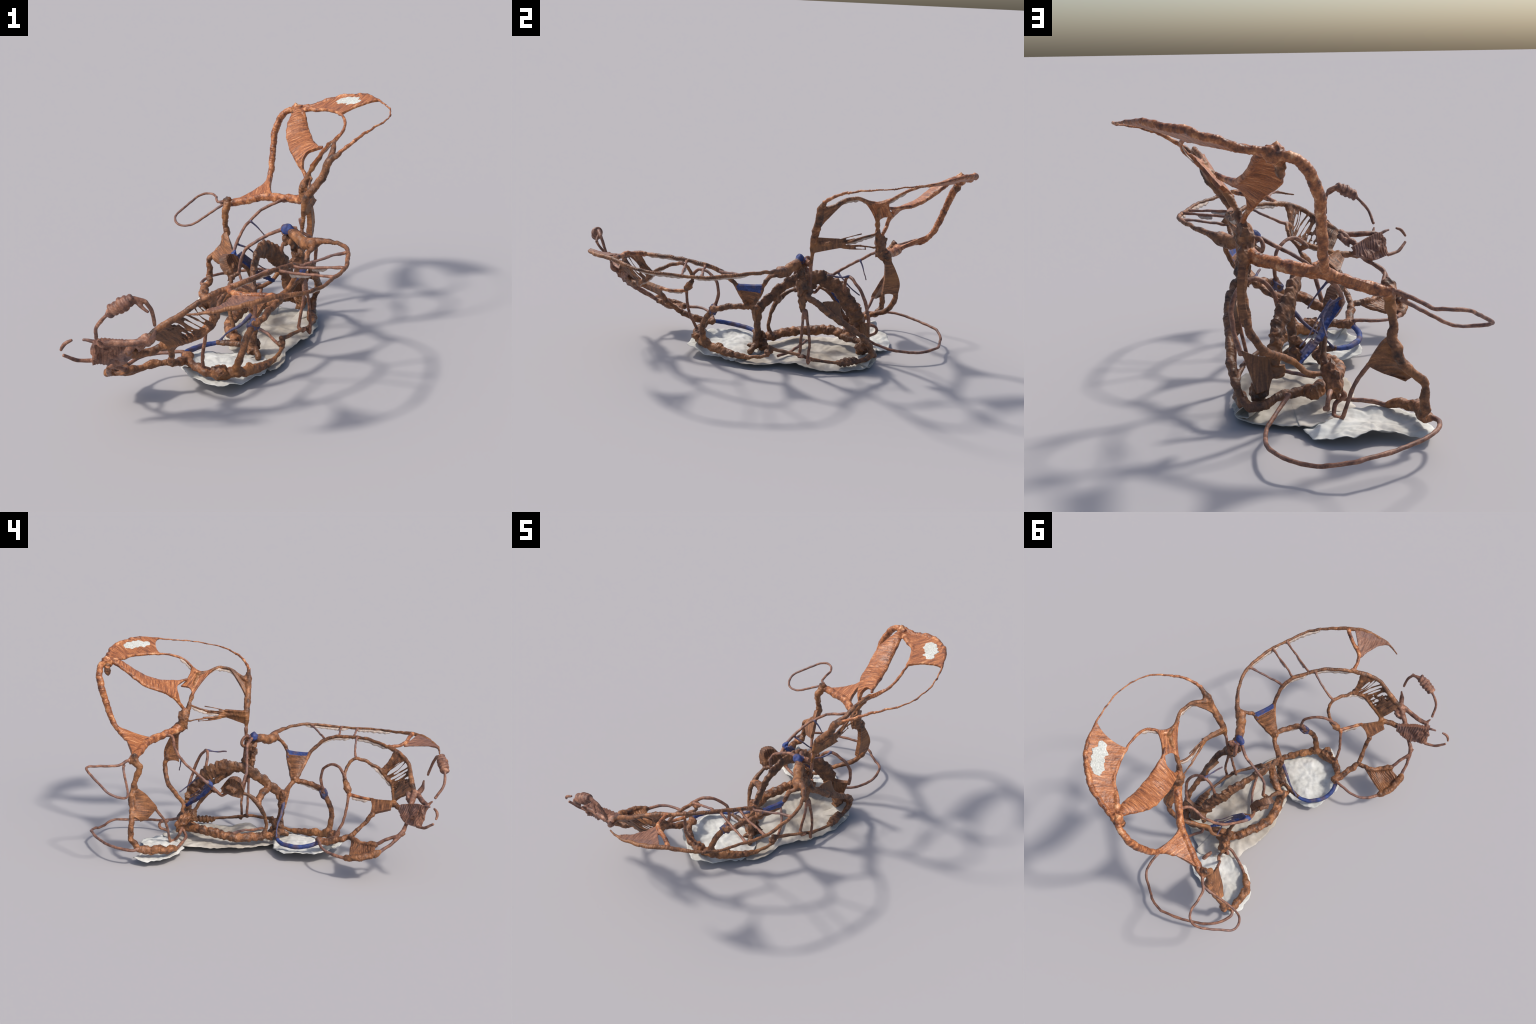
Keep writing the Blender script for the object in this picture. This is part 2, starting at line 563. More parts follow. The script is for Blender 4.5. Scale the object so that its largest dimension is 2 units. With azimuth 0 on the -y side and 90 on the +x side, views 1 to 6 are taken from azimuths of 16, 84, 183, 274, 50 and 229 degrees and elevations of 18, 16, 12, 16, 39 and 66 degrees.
wire('headrim_outer', 'wrapped_wire', 'wound', 'bright', [10, 12, 13, 13, 12, 11, 8, 4.6, 3.8, 3.4, 3.4, 3.6, 4.4, 5.5, 7, 9],
     [(0.073, 0.975, 1.038), (0.112, 0.972, 1.035), (0.148, 0.973, 1.038), (0.253, 0.969, 1.074), (0.317, 0.947, 1.093), (0.384, 0.914, 1.102), (0.429, 0.88, 1.109), (0.48, 0.824, 1.111), (0.528, 0.755, 1.105), (0.571, 0.676, 1.097), (0.605, 0.589, 1.089), (0.622, 0.498, 1.081), (0.623, 0.455, 1.076), (0.609, 0.383, 1.066), (0.582, 0.324, 1.055), (0.526, 0.243, 1.029), (0.49, 0.208, 1.004), (0.433, 0.17, 0.964)], ridge=0.0012, lump=0.24)
wire('headrim_inner', 'wrapped_wire', 'wound', 'bright', [11.8, 12.8, 10.8, 9.6, 9.6, 7.6, 6.1, 6.6, 6.6, 7.6, 11.8],
     [(0.084, 0.94, 1.023), (0.149, 0.897, 1.033), (0.219, 0.868, 1.037), (0.242, 0.851, 1.04), (0.29, 0.794, 1.044), (0.347, 0.694, 1.041), (0.377, 0.62, 1.031), (0.388, 0.558, 1.008), (0.376, 0.521, 0.978), (0.341, 0.488, 0.942)])
wire('leaf_A', 'wrapped_wire', 'wound', 'bright', [12.8, 11.8, 9.6, 9.6, 9.6, 8.6, 6.6],
     [(0.077, 0.929, 1.027), (0.099, 0.897, 1.02), (0.117, 0.869, 1.007), (0.157, 0.768, 0.941), (0.19, 0.695, 0.911), (0.213, 0.642, 0.903), (0.248, 0.57, 0.901), (0.281, 0.521, 0.912)])
wire('leaf_B', 'wrapped_wire', 'wound', 'bright', [12.8, 9.6, 8.1, 7.6, 7.6, 7.6, 7.6, 8.6, 10.8],
     [(0.065, 0.917, 1.028), (0.045, 0.833, 0.978), (0.045, 0.78, 0.938), (0.052, 0.748, 0.915), (0.07, 0.705, 0.89), (0.093, 0.639, 0.868), (0.107, 0.619, 0.856), (0.147, 0.567, 0.814), (0.183, 0.541, 0.769), (0.192, 0.526, 0.748)])
wire('headcol', 'wrapped_wire', 'clotted', 'brown', [8, 11, 11, 10.8, 11.8, 15.8, 24.8, 27.8, 22.8],
     [(0.335, 0.467, 0.936), (0.304, 0.472, 0.909), (0.226, 0.492, 0.801), (0.184, 0.522, 0.689), (0.187, 0.536, 0.631)])
wire('arc_top', 'wrapped_wire', 'wound', 'brown', [10.8, 9.6, 9.1, 9.1, 9.1, 10.8, 12.8],
     [(0.325, 0.462, 0.938), (0.342, 0.407, 0.952), (0.368, 0.359, 0.975), (0.377, 0.332, 0.976), (0.386, 0.279, 0.966), (0.384, 0.235, 0.937), (0.371, 0.19, 0.915)])
wire('headleft', 'wrapped_wire', 'wound', 'brown', [9.6, 14.8, 18.8, 18.8, 18.8, 19.8, 18.8, 16.8, 12.8, 8.6, 7.6],
     [(0.434, 0.175, 0.963), (0.394, 0.171, 0.933), (0.378, 0.166, 0.912), (0.346, 0.166, 0.839), (0.269, 0.158, 0.733), (0.252, 0.155, 0.602)])
wire('postB', 'wire', 'bare', 'wire', [8.1, 8.1, 8.1],
     [(0.238, 0.161, 0.644), (0.248, 0.157, 0.582), (0.231, 0.16, 0.477), (0.224, 0.158, 0.454)])
wire('bridge_hi', 'torn_thread', 'thin', 'brown', [5.6, 4.6, 6.6, 7.6, 9.6, 12.8, 12.8],
     [(0.232, 0.48, 0.76), (0.232, 0.426, 0.744), (0.264, 0.324, 0.72), (0.271, 0.247, 0.717), (0.261, 0.168, 0.715)], lump=0.35)
wire('bridge_lo', 'torn_thread', 'thin', 'brown', [6.6, 3.6, 4.1, 6.6, 7.6],
     [(0.193, 0.487, 0.678), (0.217, 0.405, 0.694), (0.25, 0.339, 0.699), (0.268, 0.295, 0.709)], lump=0.4)
wire('loop_small', 'wire_loop', 'bare', 'wire', [9.6, 7.1, 6.6, 6.6, 6.6, 6.6, 6.6, 6.6, 6.6, 7.6],
     [(-0.319, 0.751, 0.556), (-0.357, 0.774, 0.545), (-0.379, 0.806, 0.542), (-0.406, 0.88, 0.543), (-0.423, 0.907, 0.545), (-0.442, 0.924, 0.549), (-0.475, 0.932, 0.55), (-0.513, 0.915, 0.543), (-0.537, 0.892, 0.53), (-0.602, 0.802, 0.477), (-0.612, 0.785, 0.468), (-0.616, 0.758, 0.456), (-0.606, 0.731, 0.443), (-0.585, 0.709, 0.433), (-0.556, 0.698, 0.427), (-0.525, 0.698, 0.428), (-0.473, 0.712, 0.445), (-0.356, 0.76, 0.52), (-0.328, 0.762, 0.534)])
wire('elbow_col', 'wrapped_wire', 'clotted', 'brown', [20.8, 18.8, 17.8, 13.8, 16.8, 19.8, 16.8, 14.8, 14.8, 14.8, 15.8, 16.8, 17.8],
     [(-0.293, 0.717, 0.558), (-0.297, 0.691, 0.53), (-0.296, 0.685, 0.493), (-0.306, 0.706, 0.454), (-0.305, 0.713, 0.397), (-0.318, 0.72, 0.352), (-0.34, 0.715, 0.308), (-0.401, 0.703, 0.244), (-0.415, 0.704, 0.208), (-0.416, 0.705, 0.167), (-0.414, 0.698, 0.134), (-0.416, 0.67, 0.095)])
wire('wcorner_thin', 'wire', 'bare', 'wire', [8.6, 7.6, 7.6, 7.6, 7.6],
     [(-0.234, 0.606, 0.263), (-0.184, 0.554, 0.166), (-0.15, 0.537, 0.05), (-0.137, 0.53, 0.038), (-0.125, 0.516, 0.03)])
wire('wcorner_up', 'wire', 'bare', 'wire', [7.6, 8.6, 8.6],
     [(-0.134, 0.535, 0.036), (-0.122, 0.524, 0.037), (-0.116, 0.513, 0.043), (-0.119, 0.493, 0.066), (-0.127, 0.485, 0.08), (-0.156, 0.475, 0.103), (-0.12, 0.47, 0.13)])
wire('loop_ground', 'wire_loop', 'bare', 'wire', [9.6, 7.6, 7.6, 7.6, 7.6, 7.6, 7.6, 7.6, 8.6],
     [(-0.438, 0.657, 0.097), (-0.46, 0.68, 0.094), (-0.465, 0.708, 0.096), (-0.462, 0.736, 0.098), (-0.441, 0.792, 0.098), (-0.388, 0.856, 0.096), (-0.294, 0.928, 0.091), (-0.204, 0.98, 0.088), (-0.172, 0.988, 0.083), (-0.1, 0.987, 0.071), (-0.068, 0.974, 0.062), (-0.032, 0.962, 0.059), (0.032, 0.937, 0.066), (0.056, 0.921, 0.069), (0.074, 0.9, 0.07), (0.101, 0.843, 0.065), (0.114, 0.771, 0.064), (0.112, 0.697, 0.07), (0.105, 0.661, 0.073), (0.071, 0.569, 0.095), (0.044, 0.517, 0.119)])
wire('foot_wrap', 'wrapped_wire', 'clotted', 'brown', [14.8, 22.8, 20.8, 24.8, 20.8, 19.8, 12.8],
     [(-0.434, 0.661, 0.095), (-0.422, 0.613, 0.087), (-0.411, 0.565, 0.088), (-0.396, 0.532, 0.084), (-0.378, 0.508, 0.081), (-0.353, 0.491, 0.077), (-0.31, 0.469, 0.065)])
wire('foot_thin', 'wire', 'bare', 'wire', [9.6, 8.6, 8.6, 8.6],
     [(-0.309, 0.471, 0.061), (-0.251, 0.454, 0.071), (-0.148, 0.442, 0.076), (-0.115, 0.465, 0.11)])
wire('leaf_strand', 'wrapped_wire', 'wound', 'brown', [16.8, 14.8, 12.8, 13.8, 13.8, 13.8, 12.8, 11.8, 10.8, 9.6, 9.6],
     [(0.181, 0.554, 0.618), (0.186, 0.558, 0.606), (0.193, 0.597, 0.528), (0.186, 0.612, 0.486), (0.175, 0.628, 0.412), (0.171, 0.628, 0.392), (0.15, 0.621, 0.35), (0.127, 0.605, 0.316), (0.104, 0.587, 0.296), (0.053, 0.538, 0.262), (0.022, 0.496, 0.229), (0.004, 0.483, 0.211), (-0.025, 0.483, 0.187), (-0.09, 0.44, 0.17)])
wire('tw', 'wire', 'bare', 'wire', [9.6, 8.1, 7.6, 7.6, 7.6, 8.1, 8.6, 9.6, 8.6, 8.1],
     [(0.066, 0.619, 0.616), (0.037, 0.565, 0.616), (-0.035, 0.541, 0.585), (-0.066, 0.525, 0.564), (-0.107, 0.483, 0.524), (-0.13, 0.44, 0.492), (-0.149, 0.345, 0.423), (-0.144, 0.297, 0.381), (-0.125, 0.259, 0.342), (-0.114, 0.243, 0.332), (-0.101, 0.225, 0.34), (-0.11, 0.2, 0.36)])
wire('arch', 'wrapped_wire', 'clotted', 'dark', [14.8, 18.8, 20.8, 20.8, 20.8, 19.3, 14.8, 13.8, 13.3, 13.3, 13.8],
     [(0.077, 0.472, 0.173), (0.092, 0.465, 0.205), (0.099, 0.456, 0.234), (0.099, 0.443, 0.262), (0.089, 0.411, 0.32), (0.073, 0.386, 0.367), (0.058, 0.359, 0.397), (0.049, 0.331, 0.418), (0.036, 0.276, 0.449), (0.026, 0.234, 0.462), (0.023, 0.165, 0.462), (0.024, 0.121, 0.451), (0.026, 0.075, 0.431), (0.04, -0.005, 0.369), (0.073, -0.087, 0.294)], flat=(2.1,1.0), up=(0,0,1))
wire('arch_branch', 'wrapped_wire', 'clotted', 'brown', [19.8, 20.8, 19.8, 16.8],
     [(0.027, 0.001, 0.352), (-0.048, 0.033, 0.319), (-0.092, 0.035, 0.289)])
wire('legP', 'wrapped_wire', 'wound', 'dark', [9.6, 9.6, 14.8, 12.8, 9.6, 9.6, 13.8],
     [(-0.104, 0.126, 0.348), (-0.099, 0.078, 0.328), (-0.097, 0.057, 0.312), (-0.099, 0.023, 0.266), (-0.092, 0.008, 0.238), (-0.072, -0.01, 0.175), (-0.068, -0.012, 0.144), (-0.077, 0.002, 0.099)])
wire('legQ', 'wrapped_wire', 'clotted', 'dark', [18.8, 18.8, 17.8, 17.8, 18.8],
     [(0.07, -0.085, 0.3), (0.06, -0.085, 0.22), (0.05, -0.09, 0.09)])
wire('cross_base', 'wire', 'bare', 'wire', [7.6, 7.6, 7.6],
     [(-0.044, 0.204, 0.071), (0.032, 0.151, 0.067), (0.064, 0.123, 0.064), (0.092, 0.095, 0.057), (0.149, 0.02, 0.054)])
wire('knobwire', 'wire', 'bare', 'wire', [9.6, 8.1, 8.1, 8.1, 8.6, 9.6],
     [(0.159, 0.114, 0.605), (0.107, 0.13, 0.58), (0.08, 0.132, 0.567), (-0.013, 0.121, 0.509), (-0.04, 0.116, 0.467), (-0.05, 0.119, 0.443), (-0.073, 0.146, 0.365)])
wire('pair_a', 'wire', 'bare', 'wire', [8.6, 7.6, 7.6, 7.6, 8.6],
     [(0.252, 0.131, 0.353), (0.249, 0.128, 0.245), (0.219, 0.128, 0.108)])
wire('pair_b', 'wire', 'bare', 'wire', [8.6, 7.6, 7.6, 7.6, 9.6],
     [(0.254, 0.145, 0.35), (0.261, 0.148, 0.326), (0.269, 0.168, 0.178), (0.27, 0.164, 0.088), (0.268, 0.168, 0.063)])
wire('strut', 'wrapped_wire', 'clotted', 'dark', [20.8, 17.8, 16.8, 16.8, 15.8, 15.8, 15.8, 14.8, 13.8],
     [(0.262, 0.15, 0.428), (0.277, 0.2, 0.393), (0.281, 0.249, 0.353), (0.262, 0.423, 0.229), (0.252, 0.455, 0.199), (0.236, 0.494, 0.153), (0.213, 0.518, 0.095)])
wire('hoop2', 'wire', 'bare', 'wire', [9.6, 8.6, 8.1, 8.6, 8.1, 9.6, 8.6, 9.6],
     [(0.087, 0.372, 0.407), (0.096, 0.369, 0.441), (0.113, 0.368, 0.469), (0.134, 0.369, 0.493), (0.158, 0.375, 0.509), (0.186, 0.386, 0.507), (0.212, 0.398, 0.495), (0.23, 0.414, 0.474), (0.243, 0.43, 0.449), (0.249, 0.444, 0.42), (0.249, 0.455, 0.39), (0.236, 0.474, 0.325), (0.214, 0.49, 0.259)])
wire('ringM_near', 'wrapped_wire', 'clotted', 'brown', [26.8, 24.8, 23.8, 25.8, 24.8, 24.8, 24.8, 20.8],
     [(-0.037, 0.448, 0.095), (-0.08, 0.389, 0.105), (-0.114, 0.321, 0.109), (-0.139, 0.174, 0.092), (-0.134, 0.13, 0.089), (-0.118, 0.087, 0.088), (-0.081, 0.026, 0.087), (-0.047, -0.012, 0.086)], lump=0.26)
wire('ringM_back', 'wrapped_wire', 'clotted', 'dark', [14.8, 16.8, 15.8, 15.8, 18.8, 20.8],
     [(0.183, 0.537, 0.077), (0.125, 0.525, 0.086), (0.065, 0.492, 0.108), (-0.006, 0.429, 0.1), (-0.044, 0.41, 0.095), (-0.068, 0.405, 0.093)])
wire('ringM_far', 'wire', 'thin', 'dark', [16.8, 12.8, 8.6, 8.6, 8.1, 8.6, 9.6, 8.6, 8.6, 9.6, 10.8],
     [(0.218, 0.485, 0.065), (0.248, 0.392, 0.056), (0.253, 0.357, 0.057), (0.253, 0.214, 0.073), (0.247, 0.166, 0.085), (0.231, 0.107, 0.099), (0.192, 0.012, 0.107), (0.171, -0.034, 0.117)])
wire('ringF_front', 'wrapped_wire', 'clotted', 'brown', [14.8, 17.8, 20.8, 20.8, 22.8, 21.8, 19.8, 18.8, 14.8, 8.6, 8.6, 9.6],
     [(-0.188, -0.348, 0.133), (-0.17, -0.361, 0.118), (-0.151, -0.375, 0.112), (-0.129, -0.39, 0.109), (-0.087, -0.403, 0.101), (-0.068, -0.404, 0.095), (-0.025, -0.391, 0.081), (0.048, -0.37, 0.089), (0.082, -0.321, 0.071), (0.138, -0.211, 0.055), (0.156, -0.153, 0.051), (0.168, -0.115, 0.056), (0.182, -0.036, 0.068)])
wire('ringF_blue', 'blue_band', 'bare', 'blue', [10.8, 12.3, 12.8, 12.8, 11.8, 10.8],
     [(-0.21, -0.313, 0.122), (-0.229, -0.278, 0.111), (-0.235, -0.24, 0.102), (-0.232, -0.205, 0.096), (-0.223, -0.175, 0.093), (-0.195, -0.127, 0.091), (-0.177, -0.109, 0.09), (-0.132, -0.083, 0.094)])
wire('ringF_left', 'wrapped_wire', 'clotted', 'dark', [11.8, 12.8, 13.8, 13.8, 13.8],
     [(-0.129, -0.083, 0.094), (-0.05, -0.073, 0.092), (0.002, -0.079, 0.085), (0.049, -0.095, 0.083), (0.067, -0.105, 0.079), (0.085, -0.125, 0.045)])
wire('bluestrip', 'blue_band', 'thin', 'inky', [9.6, 8.6, 6.6, 4.6, 5.6],
     [(0.049, -0.101, 0.254), (0.005, -0.091, 0.204), (-0.074, -0.074, 0.147), (-0.119, -0.076, 0.103)])
wire('archF', 'wrapped_wire', 'wound', 'brown', [15.8, 14.8, 14.8, 15.8, 16.8, 18.8],
     [(0.127, -0.333, 0.3), (0.114, -0.353, 0.275), (0.101, -0.371, 0.243), (0.09, -0.382, 0.21), (0.069, -0.383, 0.154), (0.045, -0.37, 0.1)])
wire('tri_to_blob', 'wrapped_wire', 'clotted', 'brown', [17.8, 14.8, 14.8, 14.8, 16.8],
     [(0.205, -0.157, 0.354), (0.193, -0.205, 0.35), (0.17, -0.288, 0.334), (0.162, -0.311, 0.322), (0.143, -0.331, 0.309)])
wire('tri_to_A', 'wrapped_wire', 'wound', 'brown', [15.8, 11.8, 11.8, 16.8],
     [(0.19, -0.15, 0.354), (0.147, -0.119, 0.321), (0.067, -0.086, 0.299)])
wire('hoopF', 'wire', 'bare', 'wire', [9.6, 8.6, 8.1, 8.1, 8.6, 9.6],
     [(0.126, -0.33, 0.315), (0.134, -0.314, 0.358), (0.133, -0.307, 0.405), (0.127, -0.315, 0.451), (0.118, -0.327, 0.471), (0.087, -0.358, 0.498), (0.07, -0.376, 0.505), (0.051, -0.396, 0.503), (0.03, -0.415, 0.495), (-0.008, -0.446, 0.453)])
wire('leaf_down', 'wire', 'bare', 'wire', [8.6, 7.6, 7.6, 8.1, 8.6],
     [(-0.042, -0.47, 0.359), (-0.05, -0.466, 0.291), (-0.066, -0.455, 0.229), (-0.074, -0.447, 0.2), (-0.086, -0.421, 0.145)])
wire('leaf_right', 'wrapped_wire', 'thin', 'bright', [10.8, 8.6, 8.6, 9.6],
     [(-0.027, -0.479, 0.359), (-0.045, -0.54, 0.353), (-0.076, -0.609, 0.355)])
wire('w2_right', 'wrapped_wire', 'clotted', 'brown', [14.8, 15.8, 15.8, 17.8],
     [(-0.138, -0.709, 0.357), (-0.149, -0.727, 0.355), (-0.179, -0.753, 0.347), (-0.215, -0.774, 0.343), (-0.256, -0.792, 0.344)])
wire('w2_down', 'wrapped_wire', 'clotted', 'brown', [13.8, 11.8, 11.8, 12.8, 14.8],
     [(-0.154, -0.612, 0.299), (-0.172, -0.561, 0.236), (-0.208, -0.489, 0.171)])
wire('beamG', 'wrapped_wire', 'clotted', 'brown', [14.8, 17.8, 18.8, 19.8, 18.8],
     [(-0.205, -0.49, 0.166), (-0.193, -0.38, 0.132), (-0.183, -0.322, 0.123)])
wire('tail_loop_a', 'wire', 'thin', 'wire', [13.8, 9.6, 10.8, 12.8, 9.6, 9.6, 9.6, 9.6],
     [(-0.285, -0.795, 0.312), (-0.346, -0.77, 0.282), (-0.368, -0.757, 0.268), (-0.377, -0.737, 0.257), (-0.364, -0.684, 0.231), (-0.357, -0.628, 0.192)])
wire('tail_loop_b', 'wire', 'thin', 'wire', [10.8, 8.6, 8.6, 10.8],
     [(-0.374, -0.753, 0.26), (-0.399, -0.71, 0.222), (-0.429, -0.643, 0.176)])
wire('w3_bottom', 'wrapped_wire', 'clotted', 'brown', [16.8, 18.8, 19.8, 17.8],
     [(-0.44, -0.633, 0.18), (-0.447, -0.591, 0.158), (-0.45, -0.545, 0.145), (-0.434, -0.475, 0.132)])
wire('w3_top', 'wrapped_wire', 'clotted', 'brown', [13.8, 12.8, 12.8, 13.8, 14.8],
     [(-0.22, -0.491, 0.17), (-0.276, -0.52, 0.179), (-0.298, -0.539, 0.175), (-0.313, -0.561, 0.172), (-0.341, -0.603, 0.188), (-0.359, -0.623, 0.189)])
wire('w3_thin', 'wire', 'bare', 'wire', [9.6, 8.1, 7.6, 8.1, 8.6],
     [(-0.43, -0.468, 0.129), (-0.42, -0.431, 0.132), (-0.404, -0.397, 0.136), (-0.38, -0.369, 0.138), (-0.347, -0.347, 0.139), (-0.311, -0.333, 0.14), (-0.224, -0.317, 0.145), (-0.207, -0.316, 0.133)])
wire('cone', 'wrapped_wire', 'clotted', 'brown', [22.8, 25.8, 26.8, 28.8],
     [(0.219, 0.095, 0.593), (0.234, 0.075, 0.59), (0.279, 0.031, 0.575), (0.332, -0.012, 0.573)], lump=0.14)
wire('wing_outer', 'wrapped_wire', 'wound', 'brown', [24.8, 12.8, 9.6, 9.1, 8.6, 8.6, 8.6, 7.6, 7.1, 6.6, 7.1, 8.1, 9.6, 10.8, 10.8, 8.6, 5.6, 3.6],
     [(0.322, 0.007, 0.579), (0.381, -0.021, 0.599), (0.439, -0.068, 0.61), (0.491, -0.136, 0.622), (0.531, -0.218, 0.625), (0.546, -0.313, 0.619), (0.549, -0.418, 0.613), (0.519, -0.601, 0.621), (0.496, -0.67, 0.623), (0.455, -0.74, 0.628), (0.375, -0.83, 0.644), (0.313, -0.894, 0.643), (0.269, -0.923, 0.638), (0.172, -0.968, 0.625), (0.126, -0.973, 0.619), (0.067, -0.97, 0.61)], free='b')
wire('wing_inner', 'wrapped_wire', 'wound', 'brown', [10.8, 10.8, 10.8, 10.8, 9.6, 9.6, 9.1, 9.1, 9.6, 12.8, 11.8, 10.8, 12.8, 13.8, 14.8],
     [(0.303, -0.234, 0.508), (0.327, -0.311, 0.578), (0.323, -0.377, 0.606), (0.279, -0.494, 0.623), (0.252, -0.552, 0.625), (0.222, -0.596, 0.623), (0.147, -0.684, 0.61), (0.106, -0.718, 0.603), (0.073, -0.751, 0.592), (0.039, -0.777, 0.576), (0.009, -0.794, 0.557), (-0.021, -0.803, 0.536), (-0.111, -0.816, 0.477), (-0.15, -0.823, 0.439)])
wire('spoke_a', 'wire', 'thin', 'wire', [8.6, 6.1, 6.1, 6.1, 7.6],
     [(0.524, -0.228, 0.618), (0.462, -0.256, 0.611), (0.356, -0.311, 0.583)])
wire('spoke_b', 'wire', 'thin', 'wire', [7.6, 6.1, 6.1, 6.1, 7.6],
     [(0.546, -0.411, 0.616), (0.403, -0.401, 0.606), (0.332, -0.389, 0.603)])
wire('spoke_c', 'wire', 'thin', 'wire', [7.6, 6.1, 6.1, 6.1, 6.6],
     [(0.522, -0.508, 0.611), (0.364, -0.49, 0.611), (0.297, -0.482, 0.616)])
wire('spoke_d', 'wire', 'thin', 'wire', [6.6, 6.1, 6.6, 6.6, 8.6],
     [(0.252, -0.501, 0.623), (0.156, -0.495, 0.576), (0.088, -0.501, 0.548)])
wire('spoke_tri', 'wrapped_wire', 'wound', 'bright', [10.8, 10.8, 10.8, 11.8, 9.6, 9.6, 12.8],
     [(0.356, -0.836, 0.647), (0.289, -0.811, 0.633), (0.194, -0.781, 0.626), (0.139, -0.691, 0.607)])
wire('arc_inner', 'wrapped_wire', 'wound', 'brown', [9.6, 8.6, 8.6, 9.6, 9.1, 9.6, 10.8, 11.8, 12.8, 12.8],
     [(0.023, -0.441, 0.442), (0.061, -0.449, 0.486), (0.074, -0.457, 0.504), (0.084, -0.484, 0.536), (0.085, -0.502, 0.544), (0.084, -0.521, 0.544), (0.081, -0.56, 0.534), (0.074, -0.619, 0.507), (0.075, -0.646, 0.487), (0.066, -0.682, 0.451), (0.028, -0.716, 0.42), (-0.038, -0.726, 0.39), (-0.116, -0.724, 0.366)])
wire('tri_left_edge', 'wrapped_wire', 'thin', 'brown', [10.8, 10.8, 9.6, 10.8, 13.8],
     [(0.317, -0.058, 0.558), (0.319, -0.079, 0.527), (0.315, -0.091, 0.502), (0.299, -0.1, 0.462), (0.255, -0.121, 0.4), (0.238, -0.126, 0.384), (0.2, -0.142, 0.357)])
wire('tri_right_edge', 'wrapped_wire', 'thin', 'brown', [10.8, 9.6, 9.6, 12.8],
     [(0.302, -0.23, 0.504), (0.265, -0.204, 0.442), (0.199, -0.166, 0.368)])
wire('hook_beam_a', 'wrapped_wire', 'clotted', 'wire', [15.8, 14.8, 14.8, 17.8],
     [(-0.162, -0.829, 0.445), (-0.237, -0.805, 0.385), (-0.275, -0.803, 0.368)])
wire('hook_beam_b', 'wire', 'bare', 'wire', [14.8, 13.8, 13.8, 12.8],
     [(-0.169, -0.847, 0.435), (-0.222, -0.858, 0.426), (-0.293, -0.869, 0.428), (-0.333, -0.889, 0.425)])
wire('prong_up', 'wrapped_wire', 'thin', 'wire', [4.6, 12.8, 14.8, 15.8],
     [(-0.1, -0.88, 0.495), (-0.122, -0.871, 0.457), (-0.153, -0.84, 0.422)], free='a')
wire('tip_a', 'wire', 'bare', 'wire', [9.6, 4.6],
     [(-0.328, -0.887, 0.425), (-0.333, -0.91, 0.451)], free='b')
wire('tip_b', 'wire', 'bare', 'wire', [9.6, 5.6],
     [(-0.357, -0.867, 0.426), (-0.404, -0.89, 0.443)], free='b')
wire('tip_c', 'wire', 'bare', 'wire', [9.6, 7.6, 7.6, 6.6],
     [(-0.397, -0.834, 0.329), (-0.43, -0.852, 0.334), (-0.458, -0.873, 0.345), (-0.488, -0.907, 0.378)], free='b')
wire('fragment', 'wire', 'bare', 'wire', [5.6, 7.6, 5.6],
     [(-0.442, -0.909, 0.447), (-0.466, -0.921, 0.436), (-0.478, -0.923, 0.422), (-0.49, -0.918, 0.405)], free='ab')
wire('coil_wire_a', 'wire', 'bare', 'wire', [7.6, 7.6, 7.1, 7.6],
     [(-0.245, -0.969, 0.597), (-0.278, -0.971, 0.563), (-0.307, -0.961, 0.528), (-0.331, -0.922, 0.469)], free='b')
wire('coil_wire_b', 'wire', 'bare', 'wire', [9.6, 8.6, 7.6, 6.6],
     [(-0.149, -0.948, 0.654), (-0.112, -0.937, 0.639), (-0.102, -0.931, 0.626), (-0.091, -0.917, 0.589), (-0.093, -0.899, 0.526)], free='b')
wire('coil_stub', 'wire', 'bare', 'wire', [7.6, 7.6, 5.6],
     [(-0.146, -0.943, 0.642), (-0.09, -0.957, 0.605)], free='b')
wire('lineD_base', 'wire', 'thin', 'dark', [9.6, 9.6, 10.8, 12.8],
     [(-0.1, 0.302, 0.351), (-0.088, 0.335, 0.321), (-0.082, 0.376, 0.269), (-0.079, 0.396, 0.231), (-0.09, 0.415, 0.2)])
wire('string_a', 'thread', 'thin', 'inky', [5.6, 3.6, 3.1],
     [(-0.097, 0.484, 0.529), (-0.063, 0.496, 0.491), (-0.025, 0.51, 0.435)], free='b')
wire('string_b', 'thread', 'thin', 'inky', [5.6, 4.1, 3.6, 3.6],
     [(-0.146, 0.373, 0.44), (-0.104, 0.395, 0.416), (-0.089, 0.408, 0.401), (-0.079, 0.424, 0.384), (-0.077, 0.443, 0.365), (-0.091, 0.494, 0.325)], free='b')
wire('string_c', 'thread', 'thin', 'inky', [6.6, 4.6, 4.6, 4.6],
     [(0.167, 0.375, 0.514), (0.167, 0.326, 0.507), (0.157, 0.26, 0.516)], free='b')
wire('link_bt', 'wrapped_wire', 'thin', 'brown', [12.8, 10.8, 10.8],
     [(0.338, -0.034, 0.567), (0.324, -0.057, 0.555), (0.318, -0.085, 0.524)])
wire('base_loop', 'wire_loop', 'bare', 'wire', [9.6, 8.6, 8.6, 8.6, 9.6],
     [(-0.102, 0.557, 0.149), (-0.096, 0.597, 0.137), (-0.094, 0.607, 0.124), (-0.092, 0.608, 0.11), (-0.092, 0.598, 0.097), (-0.085, 0.557, 0.083)])
build_wires()

# ------------------------------------------------------------------ wound webs
# broad band on the head, between its outer and inner rims
web('wound_web', 'bright', span('headrim_outer', 0.02, 0.45), span('headrim_inner', 0.02, 0.58), thick=10, rim=2, ridge=1.4, pitch=7, inset=(0, 0.06))
